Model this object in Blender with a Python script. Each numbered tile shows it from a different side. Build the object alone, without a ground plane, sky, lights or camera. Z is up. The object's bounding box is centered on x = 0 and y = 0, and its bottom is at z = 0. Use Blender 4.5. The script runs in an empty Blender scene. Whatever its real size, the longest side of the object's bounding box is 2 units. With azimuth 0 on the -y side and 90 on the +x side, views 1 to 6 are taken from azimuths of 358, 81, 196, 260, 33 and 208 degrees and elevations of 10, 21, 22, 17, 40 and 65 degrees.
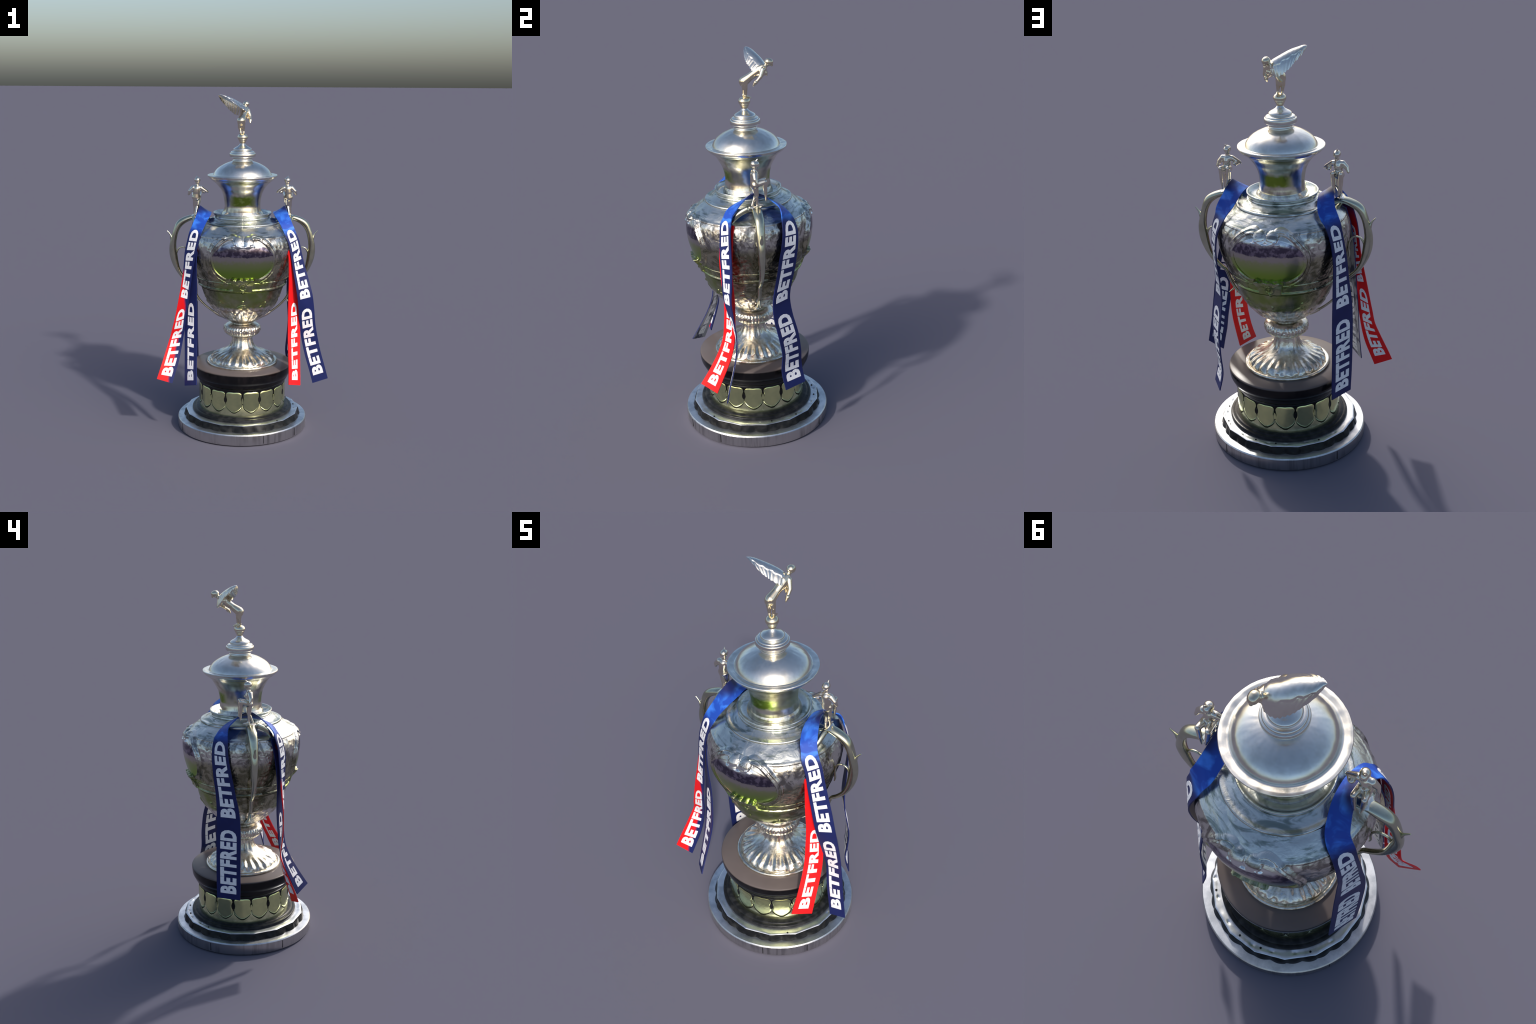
import bpy, bmesh, math, random
import numpy as np
from mathutils import Vector, Matrix

random.seed(7)
rng = np.random.default_rng(7)
scene = bpy.context.scene
TAU = 2 * math.pi


# ---------------------------------------------------------------- helpers
def link(ob, parent=None):
    scene.collection.objects.link(ob)
    if parent is not None:
        ob.parent = parent
    return ob


def mesh_object(name, verts, faces, mat, parent, smooth=True, angle=40):
    me = bpy.data.meshes.new(name)
    me.from_pydata([tuple(v) for v in verts], [], [tuple(f) for f in faces])
    me.update()
    if smooth:
        me.polygons.foreach_set("use_smooth", [True] * len(me.polygons))
        me.set_sharp_from_angle(angle=math.radians(angle))
    mats = mat if isinstance(mat, (list, tuple)) else [mat]
    for m in mats:
        me.materials.append(m)
    return link(bpy.data.objects.new(name, me), parent)


def catmull(points, per=8, closed=False):
    """Smooth curve through the control points (any dimension)."""
    p = np.asarray(points, float)
    n = len(p)
    if n < 3 and not closed:
        t = np.linspace(0, 1, per + 1)[:, None]
        return p[0] * (1 - t) + p[-1] * t
    out = []
    segs = n if closed else n - 1
    for i in range(segs):
        p1, p2 = p[i % n], p[(i + 1) % n]
        p0 = p[(i - 1) % n] if closed or i > 0 else 2 * p1 - p2
        p3 = p[(i + 2) % n] if closed or i + 2 < n else 2 * p2 - p1
        k1 = max(np.linalg.norm(p1 - p0), 1e-6) ** .5
        k2 = max(np.linalg.norm(p2 - p1), 1e-6) ** .5
        k3 = max(np.linalg.norm(p3 - p2), 1e-6) ** .5
        m1 = (p1 - p0) / k1 - (p2 - p0) / (k1 + k2) + (p2 - p1) / k2
        m2 = (p2 - p1) / k2 - (p3 - p1) / (k2 + k3) + (p3 - p2) / k3
        m1, m2 = m1 * k2, m2 * k2
        for t in np.linspace(0, 1, per, endpoint=False):
            a, b = t * t, t * t * t
            out.append((2 * b - 3 * a + 1) * p1 + (b - 2 * a + t) * m1 + (-2 * b + 3 * a) * p2 + (b - a) * m2)
    if not closed:
        out.append(p[-1])
    return np.array(out)


def profile(*runs, per=6):
    """Lathe profile: smooth runs of (radius, height) that meet in corners."""
    pts = []
    for r in runs:
        c = catmull(r, per) if len(r) > 2 else np.asarray(r, float)
        if pts and np.linalg.norm(pts[-1] - c[0]) < 1e-7:
            c = c[1:]
        pts.extend(c)
    return np.array(pts)


def refine(prof, step):
    out = [prof[0]]
    for a, b in zip(prof, prof[1:]):
        k = max(1, int(math.ceil(np.linalg.norm(b - a) / step)))
        for i in range(1, k + 1):
            out.append(a + (b - a) * i / k)
    return np.array(out)


def lathe(name, prof, mat, parent, segs=128, relief=None, angle=35, depth=None):
    """Surface of revolution; relief(az, z, r) returns (dr, dz). az 0 = -y, grows to +x."""
    n = len(prof)
    az = np.linspace(0, TAU, segs, endpoint=False)
    A, R = np.meshgrid(az, prof[:, 0])
    _, Z = np.meshgrid(az, prof[:, 1])
    if relief is not None:
        dr, dz = relief(A, Z, R)
        R = R + dr
        Z = Z + dz
    k = 1.0 if depth is None else depth(Z)      # front-to-back stretch of a slightly oval section
    V = np.stack([R * np.sin(A), -R * np.cos(A) * k, Z], -1).reshape(-1, 3)
    i = np.arange(n - 1)[:, None]
    j = np.arange(segs)[None, :]
    jn = (j + 1) % segs
    F = np.stack([i * segs + j, i * segs + jn, (i + 1) * segs + jn, (i + 1) * segs + j], -1).reshape(-1, 4)
    # profiles run upwards on the outside: keep the normals outside
    if prof[-1, 1] < prof[0, 1]:
        F = F[:, ::-1]
    faces = [tuple(f) for f in F.tolist()]
    if prof[0, 0] < 1e-5 or True:
        faces.append(tuple(range(segs))[::-1] if prof[-1, 1] >= prof[0, 1] else tuple(range(segs)))
    top = [(n - 1) * segs + k for k in range(segs)]
    faces.append(tuple(top) if prof[-1, 1] >= prof[0, 1] else tuple(top[::-1]))
    return mesh_object(name, V, faces, mat, parent, True, angle)


def smoothstep(a, b, x):
    t = np.clip((x - a) / (b - a), 0, 1)
    return t * t * (3 - 2 * t)


def lattice_noise(seed):
    g = np.random.default_rng(seed).random((64, 64, 64))

    def f(x, y, z):
        x, y, z = [np.asarray(q, float) % 64 for q in (x, y, z)]
        xi, yi, zi = x.astype(int), y.astype(int), z.astype(int)
        fx, fy, fz = x - xi, y - yi, z - zi
        fx, fy, fz = [q * q * (3 - 2 * q) for q in (fx, fy, fz)]
        r = 0
        for a in (0, 1):
            for b in (0, 1):
                for c in (0, 1):
                    w = (fx if a else 1 - fx) * (fy if b else 1 - fy) * (fz if c else 1 - fz)
                    r = r + w * g[(xi + a) % 64, (yi + b) % 64, (zi + c) % 64]
        return r - 0.5
    return f


noise_a, noise_b = lattice_noise(1), lattice_noise(2)


# ---------------------------------------------------------------- materials
class Nodes:
    def __init__(self, name):
        self.m = bpy.data.materials.new(name)
        self.m.use_nodes = True
        self.t = self.m.node_tree
        self.b = self.t.nodes["Principled BSDF"]
        self.co = self.new("ShaderNodeTexCoord").outputs["Object"]

    def new(self, kind, **kw):
        n = self.t.nodes.new(kind)
        for k, v in kw.items():
            setattr(n, k, v)
        return n

    def put(self, sock, v):
        if isinstance(v, bpy.types.NodeSocket):
            self.t.links.new(v, sock)
        else:
            if hasattr(sock, "default_value"):
                if sock.type == 'RGBA' and len(v) == 3:
                    v = (*v, 1)
                sock.default_value = v

    def math(self, op, a, b=0.0, c=0.0, clamp=False):
        n = self.new("ShaderNodeMath", operation=op, use_clamp=clamp)
        for s, v in zip(n.inputs, (a, b, c)):
            self.put(s, v)
        return n.outputs[0]

    def xyz(self):
        n = self.new("ShaderNodeSeparateXYZ")
        self.put(n.inputs[0], self.co)
        return n.outputs[0], n.outputs[1], n.outputs[2]

    def noise(self, scale, detail=3, rough=.5, stretch=None, distortion=0):
        n = self.new("ShaderNodeTexNoise")
        n.inputs["Scale"].default_value = scale
        n.inputs["Detail"].default_value = detail
        n.inputs["Roughness"].default_value = rough
        n.inputs["Distortion"].default_value = distortion
        src = self.co
        if stretch:
            mp = self.new("ShaderNodeMapping")
            mp.inputs["Scale"].default_value = stretch
            self.put(mp.inputs[0], self.co)
            src = mp.outputs[0]
        self.put(n.inputs["Vector"], src)
        return n.outputs["Fac"]

    def ramp(self, fac, stops, interp='LINEAR'):
        n = self.new("ShaderNodeValToRGB")
        n.color_ramp.interpolation = interp
        e = n.color_ramp.elements
        while len(e) < len(stops):
            e.new(0.5)
        for el, (p, c) in zip(e, stops):
            el.position = p
            el.color = (*c, 1) if len(c) == 3 else c
        self.put(n.inputs[0], fac)
        return n.outputs[0]

    def mix(self, fac, a, b, mode='MIX'):
        n = self.new("ShaderNodeMix", data_type='RGBA', blend_type=mode)
        self.put(n.inputs["Factor"], fac)
        self.put(n.inputs["A"] if False else n.inputs[6], a)
        self.put(n.inputs[7], b)
        return n.outputs[2]

    def step(self, x, a, b):
        n = self.new("ShaderNodeMapRange", interpolation_type='SMOOTHSTEP')
        self.put(n.inputs[0], x)
        n.inputs[1].default_value, n.inputs[2].default_value = a, b
        n.inputs[3].default_value, n.inputs[4].default_value = 0, 1
        return n.outputs[0]

    def bump(self, h, strength, dist):
        n = self.new("ShaderNodeBump")
        n.inputs["Strength"].default_value = strength
        n.inputs["Distance"].default_value = dist
        self.put(n.inputs["Height"], h)
        self.put(self.b.inputs["Normal"], n.outputs[0])

    def done(self, colour, rough=.3, metal=0.0, **kw):
        self.put(self.b.inputs["Base Color"], colour)
        self.put(self.b.inputs["Roughness"], rough)
        self.put(self.b.inputs["Metallic"], metal)
        for k, v in kw.items():
            self.put(self.b.inputs[k.replace("_", " ")], v)
        return self.m


def silver(name, colour, tarnish, rough=.26, scale=14, amount=.5, bump=.045):
    k = Nodes(name)
    f = k.step(k.noise(scale, 5, .6), .42, .72)
    col = k.mix(k.math('MULTIPLY', f, amount), colour, tarnish)
    fine = k.noise(90, 3, .6)
    col = k.mix(k.math('MULTIPLY', k.step(fine, .45, .8), .18), col, tarnish)
    r = k.math('ADD', rough - .05, k.math('MULTIPLY', k.noise(22, 3), .12))
    k.bump(k.noise(38, 4, .55), bump, .006)
    return k.done(col, r, 1.0)


M = {}
M['lid'] = silver("polished_silver", (.83, .81, .74), (.60, .58, .50), .21)
M['plain'] = silver("bright_silver", (.84, .81, .73), (.60, .56, .45), .21)
M['warm'] = silver("warm_silver", (.86, .77, .58), (.56, .47, .29), .19, amount=.4)  # yellow grass reflections of the metal copied as a warm base tint
M['olive'] = silver("olive_tinted_silver", (.58, .58, .45), (.38, .39, .27), .23)  # greenish reflections on the handles copied as an olive base tint
M['figure'] = silver("figure_silver", (.82, .76, .64), (.52, .46, .35), .20)


def base_material():
    k = Nodes("brushed_base_silver")
    x, y, z = k.xyz()
    side = k.math('SUBTRACT', 1, k.step(z, .0635, .0665))
    blotch = k.step(k.noise(13, 5, .6), .40, .66)
    col = k.mix(k.math('MULTIPLY', blotch, .75), (.76, .78, .80), (.44, .47, .50))
    streak = k.step(k.noise(34, 3, .6, (1, 1, .07)), .42, .66)
    sc = k.mix(k.math('MULTIPLY', streak, k.step(k.noise(7, 2), .35, .65)), (.64, .63, .61), (.38, .37, .36))
    col = k.mix(side, col, sc)
    k.bump(k.noise(30, 4), .06, .006)
    return k.done(col, k.mix(side, (.40, .40, .40), (.30, .30, .30)), 1.0)


M['base'] = base_material()


def foot_material():
    k = Nodes("chased_foot_silver")
    f = k.step(k.noise(26, 4, .65, (1, 1, .5), .6), .42, .66)
    col = k.mix(k.math('MULTIPLY', f, .75), (.86, .82, .71), (.50, .44, .31))
    g = k.step(k.noise(48, 3), .62, .75)
    col = k.mix(k.math('MULTIPLY', g, .5), col, (.44, .55, .62))
    k.bump(k.noise(46, 4, .6), .3, .007)
    return k.done(col, .24, 1.0)


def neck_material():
    """Neck silver: grass and ribbon reflections are painted green and blue into the waist, brushed streaks at its foot."""
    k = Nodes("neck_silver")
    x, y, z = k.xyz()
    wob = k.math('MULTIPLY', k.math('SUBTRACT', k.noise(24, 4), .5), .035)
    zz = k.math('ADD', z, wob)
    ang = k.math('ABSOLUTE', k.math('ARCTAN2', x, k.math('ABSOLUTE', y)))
    green = k.math('MULTIPLY', k.step(zz, 1.352, 1.366), k.math('SUBTRACT', 1, k.step(zz, 1.405, 1.43)))  # green grass reflection painted into the colour
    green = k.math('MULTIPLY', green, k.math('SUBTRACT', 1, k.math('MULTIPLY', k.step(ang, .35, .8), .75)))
    blue = k.math('MULTIPLY', k.step(zz, 1.36, 1.40), k.math('SUBTRACT', 1, k.step(zz, 1.47, 1.485)))  # blue ribbon reflection painted into the colour
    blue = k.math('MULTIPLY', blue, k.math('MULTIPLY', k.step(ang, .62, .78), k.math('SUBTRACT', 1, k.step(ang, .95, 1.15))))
    col = k.mix(k.step(k.noise(20, 4), .45, .7), (.80, .77, .65), (.50, .47, .34))
    streak = k.step(k.noise(60, 2, .5, (1, 1, .12)), .48, .6)
    low = k.math('SUBTRACT', 1, k.step(z, 1.335, 1.352))
    col = k.mix(k.math('MULTIPLY', k.math('MULTIPLY', streak, low), .55), col, (.45, .40, .38))
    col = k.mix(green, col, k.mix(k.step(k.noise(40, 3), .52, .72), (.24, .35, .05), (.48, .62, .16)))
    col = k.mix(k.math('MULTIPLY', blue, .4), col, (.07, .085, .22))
    k.bump(k.noise(40, 3), .05, .005)
    return k.done(col, .22, 1.0)


def bowl_material():
    """Bowl: mirror panels carry painted reflections of grass and a tree line, chased ground around them, petals at the foot."""
    k = Nodes("chased_bowl_silver")
    x, y, z = k.xyz()
    ax = k.math('ABSOLUTE', x)
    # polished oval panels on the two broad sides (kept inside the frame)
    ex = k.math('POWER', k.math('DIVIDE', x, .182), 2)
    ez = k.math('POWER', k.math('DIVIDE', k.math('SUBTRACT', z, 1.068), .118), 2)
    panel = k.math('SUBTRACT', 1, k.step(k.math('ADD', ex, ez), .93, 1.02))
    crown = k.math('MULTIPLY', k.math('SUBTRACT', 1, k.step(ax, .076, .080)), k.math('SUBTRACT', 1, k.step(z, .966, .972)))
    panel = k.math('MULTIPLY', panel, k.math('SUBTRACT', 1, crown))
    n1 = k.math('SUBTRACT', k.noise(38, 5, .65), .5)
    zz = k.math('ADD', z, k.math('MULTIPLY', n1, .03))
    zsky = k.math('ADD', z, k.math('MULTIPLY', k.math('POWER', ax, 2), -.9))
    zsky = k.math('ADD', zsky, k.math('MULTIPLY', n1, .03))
    lawn_reflection = k.mix(k.step(z, .99, 1.06), (.29, .46, .07), (.40, .46, .20))  # panel colours copy the mirrored grass, tree line and sky
    lawn_reflection = k.mix(k.step(k.math('ADD', z, k.math('MULTIPLY', n1, .06)), 1.05, 1.085), lawn_reflection, (.50, .46, .42))
    tree_reflection = k.mix(k.step(k.noise(46, 4), .45, .65), (.10, .085, .13), (.30, .26, .34))
    pc = k.mix(k.step(zz, 1.094, 1.100), lawn_reflection, tree_reflection)
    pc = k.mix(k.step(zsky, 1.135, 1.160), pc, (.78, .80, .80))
    # chased ground: mirrored surroundings painted in by height, pale above, olive below
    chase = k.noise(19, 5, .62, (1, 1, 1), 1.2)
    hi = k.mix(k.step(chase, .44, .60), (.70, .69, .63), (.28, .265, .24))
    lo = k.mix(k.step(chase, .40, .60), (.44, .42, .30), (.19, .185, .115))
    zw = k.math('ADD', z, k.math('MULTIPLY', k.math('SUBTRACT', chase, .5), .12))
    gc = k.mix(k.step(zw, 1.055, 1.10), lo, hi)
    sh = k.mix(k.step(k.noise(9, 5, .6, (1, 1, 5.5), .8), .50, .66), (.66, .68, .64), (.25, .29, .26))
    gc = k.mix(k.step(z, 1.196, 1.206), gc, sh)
    # lower cup: painted grass reflection between girdle and petals on the broad sides
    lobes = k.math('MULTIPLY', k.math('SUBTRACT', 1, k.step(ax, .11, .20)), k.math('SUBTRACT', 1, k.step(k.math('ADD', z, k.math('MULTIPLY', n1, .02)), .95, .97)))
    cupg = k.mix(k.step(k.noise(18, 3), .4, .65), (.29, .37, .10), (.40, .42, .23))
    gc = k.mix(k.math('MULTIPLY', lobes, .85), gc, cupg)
    foot = k.math('SUBTRACT', 1, k.step(k.math('ADD', z, k.math('MULTIPLY', n1, .05)), .765, .785))
    fc = k.mix(k.step(k.noise(34, 4, .6), .45, .62), (.84, .80, .74), (.52, .47, .36))
    gc = k.mix(foot, gc, fc)
    # red ribbon reflection painted into the chasing next to the right-hand front strand
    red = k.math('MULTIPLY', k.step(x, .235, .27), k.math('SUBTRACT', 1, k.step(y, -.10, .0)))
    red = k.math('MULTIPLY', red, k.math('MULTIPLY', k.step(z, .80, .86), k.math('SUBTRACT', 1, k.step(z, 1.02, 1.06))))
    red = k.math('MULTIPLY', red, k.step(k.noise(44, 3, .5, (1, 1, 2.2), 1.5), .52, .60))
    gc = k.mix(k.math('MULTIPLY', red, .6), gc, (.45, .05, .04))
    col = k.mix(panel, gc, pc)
    rough = k.math('SUBTRACT', .27, k.math('MULTIPLY', panel, .06))
    h = k.math('MULTIPLY', k.noise(34, 4, .55, None, 1.0), k.math('SUBTRACT', 1, panel))
    k.bump(h, .20, .009)
    return k.done(col, rough, 1.0)


M['foot'] = foot_material()
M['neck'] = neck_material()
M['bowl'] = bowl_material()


def plinth_wood():
    k = Nodes("dark_polished_wood")
    x, y, z = k.xyz()
    top = k.step(z, .386, .396)
    side = k.mix(k.step(k.noise(40, 4, .6, (1, 1, .3)), .4, .7), (.003, .003, .0035), (.008, .007, .0075))
    tp = k.mix(k.noise(9, 4), (.105, .085, .080), (.150, .125, .118))
    col = k.mix(top, side, tp)
    k.bump(k.noise(120, 2, .5, (.3, .3, 6)), .05, .003)
    return k.done(col, k.mix(top, (.2, .2, .2), (.36, .36, .36)), 0.0, Specular_IOR_Level=.3)


M['wood'] = plinth_wood()


def ebony(name, a, b, rough):
    k = Nodes(name)
    col = k.mix(k.step(k.noise(30, 4), .4, .7), a, b)
    k.bump(k.noise(45, 4), .15, .006)
    return k.done(col, rough, 0.0, Specular_IOR_Level=.16)


M['ebony'] = ebony("ebonised_wood", (.010, .011, .013), (.028, .029, .031), .30)
M['facet'] = ebony("black_faceted_wood", (.007, .008, .0095), (.022, .023, .024), .34)


def gilt(name, a, b, rough=.25):
    k = Nodes(name)
    col = k.mix(k.step(k.noise(16, 4, .6), .4, .68), a, b)
    k.bump(k.noise(30, 3), .1, .005)
    return k.done(col, rough, 1.0)


M['band'] = gilt("greenish_silver_band", (.78, .80, .48), (.50, .54, .31))
M['shield'] = gilt("greenish_silver_plaque", (.78, .82, .40), (.62, .67, .34), .18)
M['black'] = ebony("black_inlay", (.006, .006, .007), (.015, .015, .015), .4)


def cloth(name, kind):
    k = Nodes(name)
    x, y, z = k.xyz()
    ax = k.math('ABSOLUTE', x)
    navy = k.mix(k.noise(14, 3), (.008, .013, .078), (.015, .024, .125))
    royal = k.mix(k.step(k.noise(15, 3, .5, (1.0, 1.0, 1.6), .6), .45, .70), (.016, .070, .42), (.05, .22, .80))  # satin fold highlights painted as brighter blue near the shoulder
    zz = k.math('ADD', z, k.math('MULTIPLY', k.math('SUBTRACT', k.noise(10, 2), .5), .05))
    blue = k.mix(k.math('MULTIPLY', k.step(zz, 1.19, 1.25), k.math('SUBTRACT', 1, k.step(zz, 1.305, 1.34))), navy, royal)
    red = k.mix(k.noise(12, 3), (.72, .006, .010), (.88, .014, .016))
    if kind == 'blue':
        col = blue
    elif kind == 'red':
        col = red
    elif kind == 'pale':
        col = k.mix(k.step(k.noise(30, 3, .5, (1, 1, .4)), .45, .6), (.42, .42, .46), (.05, .055, .10))
    else:
        # blue at the shoulder, red spreading in from the outer edge further down
        low = k.math('MAXIMUM', k.math('SUBTRACT', .75, z), 0.0)
        edge = k.math('ADD', k.math('MULTIPLY', low, .235), .337)
        edge = k.math('ADD', edge, k.math('MULTIPLY', k.math('SUBTRACT', k.noise(12, 2), .5), .03))
        d = k.math('SUBTRACT', ax, edge)
        f = k.math('MULTIPLY', k.step(d, -.008, .012), k.math('SUBTRACT', 1, k.step(z, .95, 1.01)))
        f = k.math('MULTIPLY', f, k.math('SUBTRACT', 1, k.step(y, -.06, -.03)))
        if kind == 'back':
            f = k.math('MULTIPLY', k.math('SUBTRACT', 1, k.step(z, 1.10, 1.22)), k.math('SUBTRACT', 1, k.step(y, -.06, -.03)))
        col = k.mix(f, blue, red)
    k.bump(k.noise(220, 2), .06, .002)
    return k.done(col, .42, 0.0, Specular_IOR_Level=.28)


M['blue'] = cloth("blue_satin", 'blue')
M['red'] = cloth("red_satin", 'red')
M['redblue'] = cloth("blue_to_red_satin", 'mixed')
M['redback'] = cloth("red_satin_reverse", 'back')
M['pale'] = cloth("faded_reverse_satin", 'pale')


def print_white():
    k = Nodes("white_print")
    col = k.mix(k.step(k.noise(60, 3), .5, .75), (.90, .90, .92), (.74, .75, .80))
    return k.done(col, .5, 0.0)


M['white'] = print_white()

# ---------------------------------------------------------------- the trophy
trophy = bpy.data.objects.new("trophy_cup", None)
trophy["label"] = "tall silver two-handled lidded cup with ribbons on black plinth"
trophy["category"] = "trophy"
link(trophy)

# ---- stepped base -------------------------------------------------
lathe("base_disc", profile([(.376, 0), (.387, .004)], [(.387, .004), (.3900, .010)], [(.3900, .010), (.3910, .062)],
                           [(.3910, .062), (.386, .068)], [(.386, .068), (.36, .0695)], [(.36, .0695), (.30, .070)]),
      M['base'], trophy, 160)
# dark seams across the base band
for a in (-66, 52, 141, -128, 18):
    t = math.radians(a)
    c = Vector((.3909 * math.sin(t), -.3909 * math.cos(t), .035))
    tang = Vector((math.cos(t), math.sin(t), 0))
    n = Vector((math.sin(t), -math.cos(t), 0))
    vs = []
    for sx in (-1, 1):
        for sy in (-1, 1):
            for sz in (-1, 1):
                vs.append(c + tang * sx * .0016 + n * sy * .0006 + Vector((0, 0, sz * .023)))
    mesh_object("seam", vs, [(0, 1, 3, 2), (4, 6, 7, 5), (0, 4, 5, 1), (2, 3, 7, 6), (0, 2, 6, 4), (1, 5, 7, 3)], M['black'], trophy, False)


def facet_radius(az, circum):
    """Polygon with 16 sides, corners on multiples of 22.5 degrees."""
    w = TAU / 16
    t = (az % w) - w / 2
    return circum * math.cos(w / 2) / np.cos(t)


def facet_relief(A, Z, R):
    low = smoothstep(.104, .076, Z)
    poly = facet_radius(A, 1.0)
    wave = np.abs(np.sin(A * 16 + .35 * np.sin(A * 3)))
    dr = R * (poly - 1) * smoothstep(.31, .325, R) + low * (.007 * wave - .005) * smoothstep(.31, .33, R)
    dr += .0016 * noise_a(A * 9, Z * 60, 3.1) * smoothstep(.31, .325, R)
    dz = low * (-.004 * wave) + .002 * noise_b(A * 11, Z * 30, 1.7) * low
    return dr, dz


lathe("faceted_ring", profile([(.354, .066), (.3565, .074)], [(.3565, .074), (.352, .086), (.3445, .1022)], [(.3445, .1022), (.30, .1022)], per=8),
      M['facet'], trophy, 512, facet_relief, 30)


def step_relief(A, Z, R):
    outer = smoothstep(.315, .335, R)
    dr = R * (facet_radius(A, 1.0) - 1) * outer + outer * .0015 * noise_a(A * 14, 2.2, 5.0)
    dents = np.zeros_like(A)
    for a, rr, s in ((-168, .318, .008), (176, .322, .009), (-150, .312, .011), (150, .320, .008), (128, .322, .007), (-120, .320, .008), (106, .314, .008), (84, .318, .007), (112, .33, .007)):
        t = math.radians(a)
        d2 = ((A - t + math.pi) % TAU - math.pi) ** 2 * .32 ** 2 + (R - rr) ** 2
        dents += np.exp(-d2 / s ** 2)
    dz = -.004 * dents * (Z > .1035) + .0016 * noise_b(A * 12, R * 60, .3) * (Z > .1035)
    return dr, dz


lathe("step_ring", profile([(.341, .1018), (.3435, .1050)], [(.3435, .1050), (.340, .1080)], [(.340, .1080), (.332, .1088), (.325, .1086), (.315, .1082), (.306, .1086), (.296, .1090)], per=3),
      M['base'], trophy, 384, step_relief, 40)
# small black studs put in place of dark holes in the step ring
for a, rr in ((-177, .318), (164, .320), (-138, .322), (96, .318), (122, .324), (38, .33)):
    t = math.radians(a)
    prof = profile([(.001, .1104), (.0042, .1110)], [(.0042, .1110), (.0052, .1085)])
    ob = lathe("hole_stud", prof[::-1].copy(), M['black'], trophy, 12)
    ob.location = (rr * math.sin(t), -rr * math.cos(t), .0002)

lathe("ring_molding", profile([(.3005, .1085), (.3030, .1140), (.3015, .1210)], [(.3015, .1210), (.298, .1245), (.292, .1262), (.2855, .1265)],
                              [(.2855, .1265), (.280, .1310), (.272, .1335), (.263, .1345)], [(.263, .1345), (.25, .1345)]),
      M['ebony'], trophy, 160)

# ---- band with shields ----------------------------------------------
lathe("plaque_band", profile([(.2545, .131), (.2595, .133)], [(.2595, .133), (.2595, .205)], [(.2595, .205), (.2575, .209)], [(.2575, .209), (.25, .21)]), M['band'], trophy, 160)
lathe("shield_ground", profile([(.2560, .20), (.2560, .294)], [(.2560, .294), (.25, .294)]), M['black'], trophy, 160)


def shield_outline():
    """Half outline of a heater shield with notched flanks; width 1, height about 1."""
    half = [(.0, .49), (.20, .50), (.36, .485), (.455, .43), (.485, .33), (.462, .23), (.448, .16), (.468, .05), (.497, -.06),
            (.490, -.17), (.435, -.275), (.30, -.385), (.17, -.455), (.08, -.495), (.0, -.50)]
    right = catmull(half, 3)
    left = [(-x, y) for x, y in right[::-1][1:-1]]
    return [tuple(p) for p in right] + left


def plate_mesh(name, outline, width, height, depth, mat):
    """Bevelled plate bent to the cylinder of the band (local x = along the band, y = up, z = outwards)."""
    n = len(outline)
    rings = [(1.0, 0.0), (1.0, depth * .55), (.93, depth), (.80, depth * .93), (.4, depth * .93)]
    V, F = [], []
    for sc, dep in rings:
        for x, y in outline:
            a = x * sc * width / .2575
            r = .2575 + dep
            V.append((r * math.sin(a), -r * math.cos(a), y * sc * height))
    for k in range(len(rings) - 1):
        for i in range(n):
            j = (i + 1) % n
            F.append((k * n + i, (k + 1) * n + i, (k + 1) * n + j, k * n + j))
    V.append((0, -(.2575 + depth * .93), 0))
    for i in range(n):
        F.append(((len(rings) - 1) * n + i, len(V) - 1, (len(rings) - 1) * n + (i + 1) % n))
    me = bpy.data.meshes.new(name)
    me.from_pydata(V, [], F)
    bm = bmesh.new()
    bm.from_mesh(me)
    bmesh.ops.recalc_face_normals(bm, faces=bm.faces)
    bm.to_mesh(me)
    bm.free()
    # an open shell points outwards when its centre normal does
    if me.polygons[-1].normal.y > 0:
        me.flip_normals()
    me.polygons.foreach_set("use_smooth", [True] * len(me.polygons))
    me.set_sharp_from_angle(angle=math.radians(50))
    me.materials.append(mat)
    return me


outline = shield_outline()
shield_me = plate_mesh("shield", outline, .0960, .1250, .0052, M['shield'])
rim_me = plate_mesh("shield_border", outline, .1020, .1345, .0028, M['black'])
oval = [(.5 * math.sin(t), .5 * math.cos(t)) for t in np.linspace(0, TAU, 24, endpoint=False)]
oval_me = plate_mesh("small_plaque", oval, .0125, .038, .0046, M['shield'])
oval_rim = plate_mesh("small_plaque_border", oval, .0190, .047, .0034, M['black'])
disc_me = plate_mesh("gap_disc", oval, .020, .036, .0060, M['black'])  # black plate standing in for the round gap between shields


def place(me, name, az, z, tilt=0.0):
    ob = link(bpy.data.objects.new(name, me), trophy)
    ob.location = (0, 0, z)
    ob.rotation_euler = (0, 0, az)
    return ob


for i in range(16):
    az = math.radians(11.25 + 22.5 * i)
    b = place(rim_me, "shield_border", az, .2175 + rng.uniform(-.0008, .0008))
    s = place(shield_me, "shield", az + rng.uniform(-.006, .006), .2185 + rng.uniform(-.001, .001))
    g = math.radians(22.5 * i)
    if i % 2 == 0:
        place(oval_rim, "small_plaque_border", g, .2285)
        place(oval_me, "small_plaque", g, .2285)
    else:
        place(disc_me, "gap_disc", g, .2335)

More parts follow.
